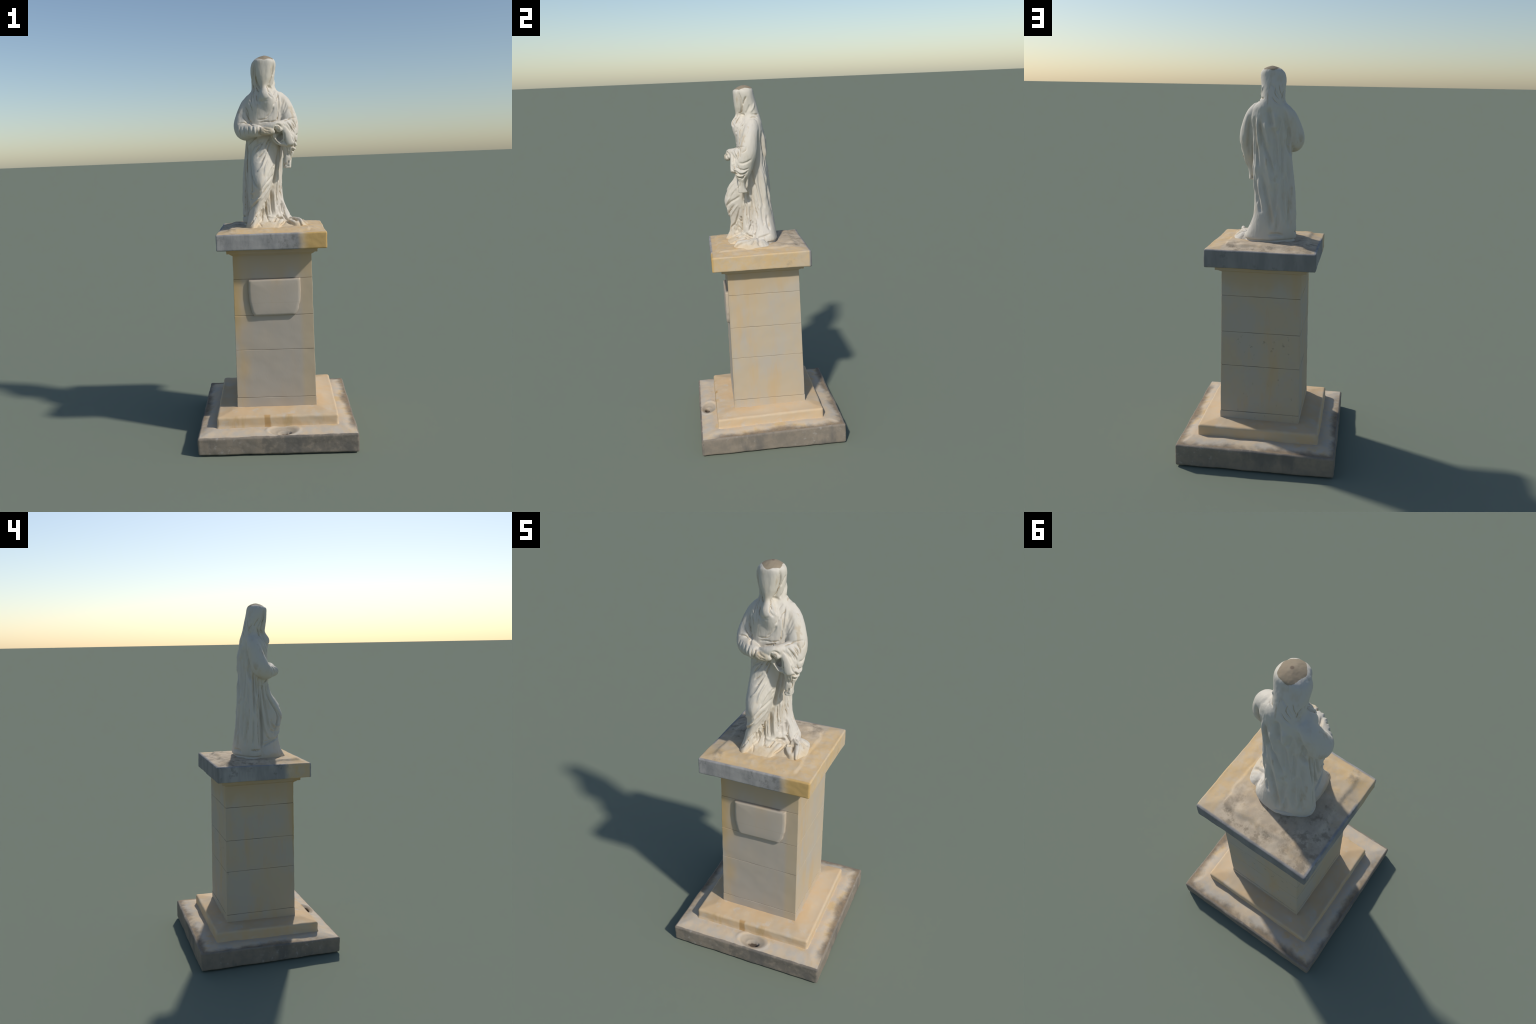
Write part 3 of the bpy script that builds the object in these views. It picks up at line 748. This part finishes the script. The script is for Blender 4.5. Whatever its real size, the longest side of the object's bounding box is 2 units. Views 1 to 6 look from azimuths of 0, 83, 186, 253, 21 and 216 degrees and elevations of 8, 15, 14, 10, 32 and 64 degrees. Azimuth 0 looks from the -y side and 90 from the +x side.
FOLDS['cloak'] = [  # kind, width mm, depth mm, spine points in mm
    ('g', 6, 4, [(-71, 49, 1640),(-75, 49, 1576),(-76, 54, 1508),(-78, 61, 1441)]),
    ('g', 5, 3, [(-42, 58, 1656),(-37, 61, 1574),(-39, 66, 1506)]),
    ('g', 5, 4, [(-100, 31, 1656),(-104, 29, 1635),(-105, 29, 1614)]),
    ('g', 4, 4.5, [(-121, 8, 1608),(-121, 9, 1550),(-127, 10, 1469),(-135, 11, 1389)]),
    ('g', 3, 3, [(-127, -6, 1595),(-120, -7, 1536),(-123, -9, 1482)]),
    ('g', 3.5, 4, [(-114, -24, 1580),(-113, -24, 1521),(-110, -26, 1440),(-100, -33, 1356),(-104, -36, 1274)]),
    ('g', 3, 3, [(-111, -44, 1574),(-104, -49, 1506),(-105, -59, 1438),(-107, -69, 1369)]),
    ('g', 3.5, 3, [(-104, -60, 1465),(-106, -67, 1396),(-107, -77, 1327),(-106, -88, 1288)]),
    ('r', 5, 3, [(-103, -38, 1520),(-102, -43, 1438),(-104, -52, 1356),(-107, -62, 1286),(-108, -76, 1258)]),
    ('g', 4, 3.5, [(-94, -73, 1551),(-99, -76, 1491),(-99, -98, 1447),(-95, -131, 1401)]),
    ('g', 3.5, 3, [(-95, -131, 1401),(-87, -157, 1366),(-65, -173, 1329)]),
    ('g', 4, 2.5, [(-106, -95, 1340),(-103, -110, 1303),(-96, -129, 1287)]),
    ('g', 4, 2.5, [(-106, -88, 1288),(-102, -109, 1272),(-89, -141, 1275)]),
    ('r', 4, 2, [(-105, -103, 1326),(-97, -129, 1301),(-80, -159, 1312)]),
    ('r', 6, 3, [(-113, 21, 1577),(-123, 23, 1470),(-135, 29, 1363),(-142, 36, 1255)]),
    ('g', 8, 3.5, [(-95, 49, 1469),(-105, 53, 1388),(-111, 63, 1280)]),
    ('g', 7, 4, [(-105, 54, 1383),(-114, 59, 1296),(-114, 65, 1209)]),
    ('g', 6, 3, [(-56, 85, 1313),(-62, 90, 1248),(-51, 96, 1179)]),
    ('g', 4, 4, [(-107, -28, 1401),(-101, -35, 1334),(-104, -38, 1268),(-110, -36, 1213),(-125, -29, 1173)]),
    ('g', 3, 3, [(-132, -10, 1338),(-135, -12, 1251),(-138, -15, 1196)]),
    ('g', 3.5, 3, [(-138, 19, 1362),(-144, 22, 1276),(-148, 29, 1211)]),
    ('g', 4, 4, [(-114, -45, 1193),(-112, -81, 1211),(-97, -128, 1231)]),
    ('g', 3.5, 3, [(-111, -49, 1217),(-111, -77, 1222),(-106, -102, 1233)]),
    ('g', 3.5, 3, [(-108, -66, 1249),(-109, -82, 1230),(-109, -89, 1228)]),
]
FOLDS['cloak 2'] = [  # kind, width mm, depth mm, spine points in mm
    ('g', 3, 3.5, [(-145, 36, 1176),(-149, 12, 1175),(-132, -23, 1173)]),
    ('g', 5, 4, [(-19, 104, 1169),(-57, 93, 1171),(-83, 80, 1161)]),
    ('g', 7, 5, [(100, 14, 1747),(103, 7, 1690),(105, -3, 1632),(110, -17, 1584)]),
    ('g', 5, 3, [(70, 36, 1748),(68, 35, 1692),(64, 44, 1608)]),
    ('g', 5, 4, [(45, 48, 1736),(38, 53, 1680),(25, 59, 1610)]),
    ('g', 8, 5, [(-3, 47, 1792),(-10, 54, 1751),(-20, 59, 1710)]),
    ('g', 6, 3, [(-58, 47, 1752),(-57, 52, 1710),(-48, 57, 1679)]),
    ('g', 5, 3.5, [(-100, 34, 1710),(-103, 28, 1654),(-102, 32, 1611)]),
    ('g', 7, 3, [(-82, 37, 1780),(-91, 39, 1738),(-94, 31, 1696)]),
    ('r', 8, 3, [(-32, 49, 1765),(-36, 56, 1724),(-34, 59, 1696)]),
    ('r', 6, 3, [(54, 45, 1735),(50, 48, 1665),(43, 54, 1609)]),
    ('r', 8, 3, [(15, 57, 1723),(3, 60, 1667),(-7, 62, 1611)]),
    ('g', 6, 3, [(-20, 59, 1710),(-35, 59, 1654),(-39, 60, 1598)]),
    ('g', 5, 4.5, [(77, 32, 1735),(68, 36, 1679),(58, 48, 1605),(48, 55, 1510)]),
    ('g', 5, 3.5, [(38, 53, 1689),(13, 61, 1607),(-15, 66, 1532),(-32, 70, 1476)]),
    ('g', 6, 3.5, [(-35, 59, 1683),(-44, 59, 1608),(-53, 60, 1533),(-62, 63, 1476)]),
    ('g', 6, 3, [(-71, 44, 1739),(-66, 52, 1646),(-64, 55, 1552),(-56, 69, 1438)]),
    ('g', 5, 4, [(-102, 30, 1653),(-99, 34, 1619),(-114, 21, 1569)]),
    ('r', 8, 3, [(9, 62, 1569),(-9, 70, 1475),(-26, 78, 1400)]),
    ('g', 7, 4, [(27, 65, 1473),(4, 79, 1379),(-18, 92, 1285),(-28, 101, 1208)]),
    ('g', 7, 3.5, [(-49, 74, 1419),(-43, 84, 1343),(-50, 92, 1266)]),
    ('g', 7, 3.5, [(-84, 53, 1475),(-84, 68, 1361),(-95, 76, 1245)]),
    ('g', 5, 3, [(60, 49, 1432),(45, 68, 1357),(30, 84, 1281)]),
    ('r', 6, 2.5, [(71, 37, 1565),(56, 51, 1471),(36, 72, 1358)]),
]
FOLDS['cloak 3'] = [  # kind, width mm, depth mm, spine points in mm
    ('g', 5, 2.5, [(-100, 36, 1551),(-116, 44, 1398),(-128, 53, 1242)]),
    ('r', 6, 2.5, [(-122, 14, 1511),(-135, 30, 1357),(-146, 33, 1219)]),
    ('g', 5, 3, [(107, 10, 1715),(104, -1, 1638),(104, -27, 1558)]),
    ('g', 5, 3, [(59, -28, 1489),(65, -11, 1439),(66, -1, 1383),(67, 7, 1332)]),
    ('g', 5, 3.5, [(76, 7, 1529),(71, 10, 1459),(69, 22, 1382),(68, 30, 1330)]),
    ('g', 4, 2.5, [(65, 39, 1654),(70, 38, 1581),(62, 46, 1505)]),
    ('g', 5, 3, [(53, 53, 1479),(50, 61, 1402),(49, 68, 1324)]),
    ('g', 5, 2.5, [(55, -40, 1434),(52, -32, 1382),(49, -24, 1330)]),
    ('g', 6, 6, [(127, -64, 1508),(113, -65, 1457),(49, -59, 1396),(49, -50, 1358)]),
    ('r', 6, 2.5, [(75, 25, 1533),(67, 38, 1456),(65, 45, 1380)]),
    ('g', 5, 2.5, [(56, -15, 1321),(59, -14, 1271),(61, -22, 1231)]),
    ('g', 5, 2.5, [(69, 18, 1341),(70, 21, 1281),(80, 26, 1232)]),
    ('g', 5, 2.5, [(69, 46, 1279),(76, 47, 1240),(88, 56, 1201)]),
    ('g', 4, 3, [(44, -40, 1229),(45, -39, 1209),(45, -44, 1188)]),
    ('g', 3.5, 3.5, [(130, -47, 1165),(106, -10, 1163),(108, 20, 1171),(101, 53, 1178)]),
    ('g', 5, 3, [(111, -9, 1158),(153, -15, 1150),(171, -16, 1136)]),
    ('g', 4, 2.5, [(134, -34, 1157),(158, -47, 1149),(166, -58, 1144)]),
]
from mathutils.bvhtree import BVHTree
def press_folds(me, folds):
    """Push valleys ('g') in and ridges ('r') out along their spines, fading at both ends."""
    co, ed = mesh_arrays(me)
    nr = normals(me)
    for _ in range(8):                       # even out the normals so folds run clean
        nr = laplace(nr, ed, 1, .6)
    nr /= np.linalg.norm(nr, axis=1)[:, None]
    bvh = BVHTree.FromPolygons([Vector(c) for c in co], [tuple(p.vertices) for p in me.polygons])
    down = np.zeros(len(co)); out = np.zeros(len(co))
    for kind, w, d, pts in folds:
        w *= .001; d *= .001
        P = np.array(pts, float) * .001
        length = np.linalg.norm(np.diff(P, axis=0), axis=1).sum()
        P = catmull(P, max(24, int(length / (.35 * w))))
        hit = [bvh.find_nearest(Vector(p)) for p in P]
        S = np.array([h[0] for h in hit]); SN = np.array([h[1] for h in hit])
        for _ in range(4):
            S[1:-1] = (S[:-2] + 2 * S[1:-1] + S[2:]) / 4
            SN[1:-1] = (SN[:-2] + 2 * SN[1:-1] + SN[2:]) / 4
        SN /= np.linalg.norm(SN, axis=1)[:, None]
        t = np.linspace(0, 1, len(S))
        fade = np.clip(np.minimum(t, 1 - t) / .22, 0, 1) ** .8 * .85 + .15
        R = 3 * w
        lo, hi = S.min(0) - R, S.max(0) + R
        cand = np.nonzero(((co > lo) & (co < hi)).all(1))[0]
        if len(cand) == 0:
            continue
        C, CN = co[cand], nr[cand]
        best = np.zeros(len(cand))
        for j in range(len(S)):
            dd = ((C - S[j]) ** 2).sum(1)
            g = np.exp(-dd / (w * w)) * fade[j] * np.clip(CN @ SN[j] * 2 + .2, 0, 1)
            best = np.maximum(best, g)
        if kind == 'g':
            down[cand] = np.maximum(down[cand], best * d)
        else:
            out[cand] = np.maximum(out[cand], best * d)
    co = co + nr * (out - down)[:, None]
    return laplace(co, ed, 2, .3)

# how broad and how deep each garment's folds run
SCALE = {'head': (1.15, 2.2), 'chest': (1.15, 2.0), 'arms': (1.1, 2.0), 'skirt': (1.15, 2.4), 'cloak': (1.5, 3.0)}
every = [(k, w * SCALE[g.split()[0]][0], d * SCALE[g.split()[0]][1], p) for g, fl in FOLDS.items() for k, w, d, p in fl]
set_co(me, press_folds(me, every))
co, ed = mesh_arrays(me); nr = normals(me)
grain = np.array([mnoise.fractal(Vector((c[0] * 70, c[1] * 70, c[2] * 22)), 1, 2, 3) for c in co])
set_co(me, co + nr * (grain * .0008)[:, None])

# ------------------------------------------------------------------ split the one smooth surface into named parts
for p in me.polygons:
    p.use_smooth = True
vn = normals(me)
co, ed = mesh_arrays(me)
nf = len(me.polygons)
cent = np.empty(nf * 3); me.polygons.foreach_get('center', cent); cent = cent.reshape(-1, 3)
X, Y, Z = cent.T

def region():
    names = ['robe', 'cloak', 'torso', 'veiled_head', 'crown_patch', 'arm', 'arm', 'hand', 'hand', 'sleeve_drape']
    r = np.zeros(nf, int)
    r[(Y > -.035)] = 1
    r[Z > 1.56] = 2
    r[(Z > 1.50) & (Y > -.035)] = 2
    r[(X < -.118 + .25 * np.maximum(0, Z - 1.72)) & (Z > 1.575) & (Z < 1.79)] = 5
    r[(Z > 1.575) & (Z < 1.665) & (Y < -.050 - .9 * (X + .128)) & (X < -.048) & (Y < -.02)] = 5
    r[(X > .098 - .35 * np.maximum(0, Z - 1.72)) & (Z > 1.60) & (Z < 1.79)] = 6
    r[(Z <= 1.60) & (Z > 1.405) & (X > .030) & (Y < -.045) & ((X > .062) | (Z > 1.535))] = 9
    r[(Z > 1.59) & (Z < 1.668) & (Y < -.108) & (X > -.048) & (X < .072)] = 7
    r[(r == 7) & (Z > 1.627 + .12 * (X - .02))] = 8
    r[(Z > 1.825)] = 3
    cap = (((X + .006) / .044) ** 2 + ((Y + .049) / .052) ** 2) + 0.10 * np.sin(5 * np.arctan2(Y + .049, X + .006) + .8)
    r[(Z > 1.955) & (cap < 1)] = 4
    return names, r
names, reg = region()
statue = root
loops = np.empty(len(me.loops), int); me.loops.foreach_get('vertex_index', loops)
starts = np.empty(nf, int); me.polygons.foreach_get('loop_start', starts)
tots = np.empty(nf, int); me.polygons.foreach_get('loop_total', tots)
for k, nm in enumerate(names):
    idx = np.nonzero(reg == k)[0]
    if len(idx) == 0:
        continue
    faces = [loops[starts[i]:starts[i] + tots[i]] for i in idx]
    used = np.unique(np.concatenate(faces))
    remap = np.full(len(co), -1); remap[used] = np.arange(len(used))
    pm = new_mesh(nm, co[used], [remap[f] for f in faces])
    for p in pm.polygons:
        p.use_smooth = True
    pm.normals_split_custom_set_from_vertices([tuple(v) for v in vn[used]])
    add(nm, pm, statue, 'crown' if nm == 'crown_patch' else 'marble')

# tan grime packed into the bottoms of the narrower valleys, as thin beads sunk in the stone
skin = BVHTree.FromPolygons([Vector(c) for c in co], [loops[starts[i]:starts[i] + tots[i]].tolist() for i in range(nf)])
rng = random.Random(5)
GV, GF = [], []
for kind, w, d, pts in every:
    if kind != 'g' or w > 4.8 or rng.random() < .25:
        continue
    P = catmull(np.array(pts, float) * .001, 26)
    a0, a1 = rng.randint(0, 6), 26 - rng.randint(0, 6)
    rows = []
    for p in P[a0:a1]:
        q = skin.find_nearest(Vector(p))
        q = skin.find_nearest(q[0] - q[1] * (d * .001 * .8))
        rows.append(np.array(q[0]) - np.array(q[1]) * .0003)
    rows = np.array(rows)
    for _ in range(2):
        rows[1:-1] = (rows[:-2] + 2 * rows[1:-1] + rows[2:]) / 4
    m = len(rows)
    if m < 8 or np.linalg.norm(np.diff(rows, axis=0), axis=1).max() > .02:
        continue
    t = np.linspace(0, 1, m)
    r = .0011 * np.sin(np.pi * t) ** .6 + .0002
    v, f = tube(np.column_stack([rows, r, r]), up=(.31, .27, .91), n=6, m=m)
    o = len(GV)
    GV += list(v); GF += [tuple(i + o for i in q) for q in f]
gm = new_mesh('grime', GV, GF)
gob = add('grime', gm, statue, 'grime')
gob['kind'] = 'stuff'
D.meshes.remove(me)
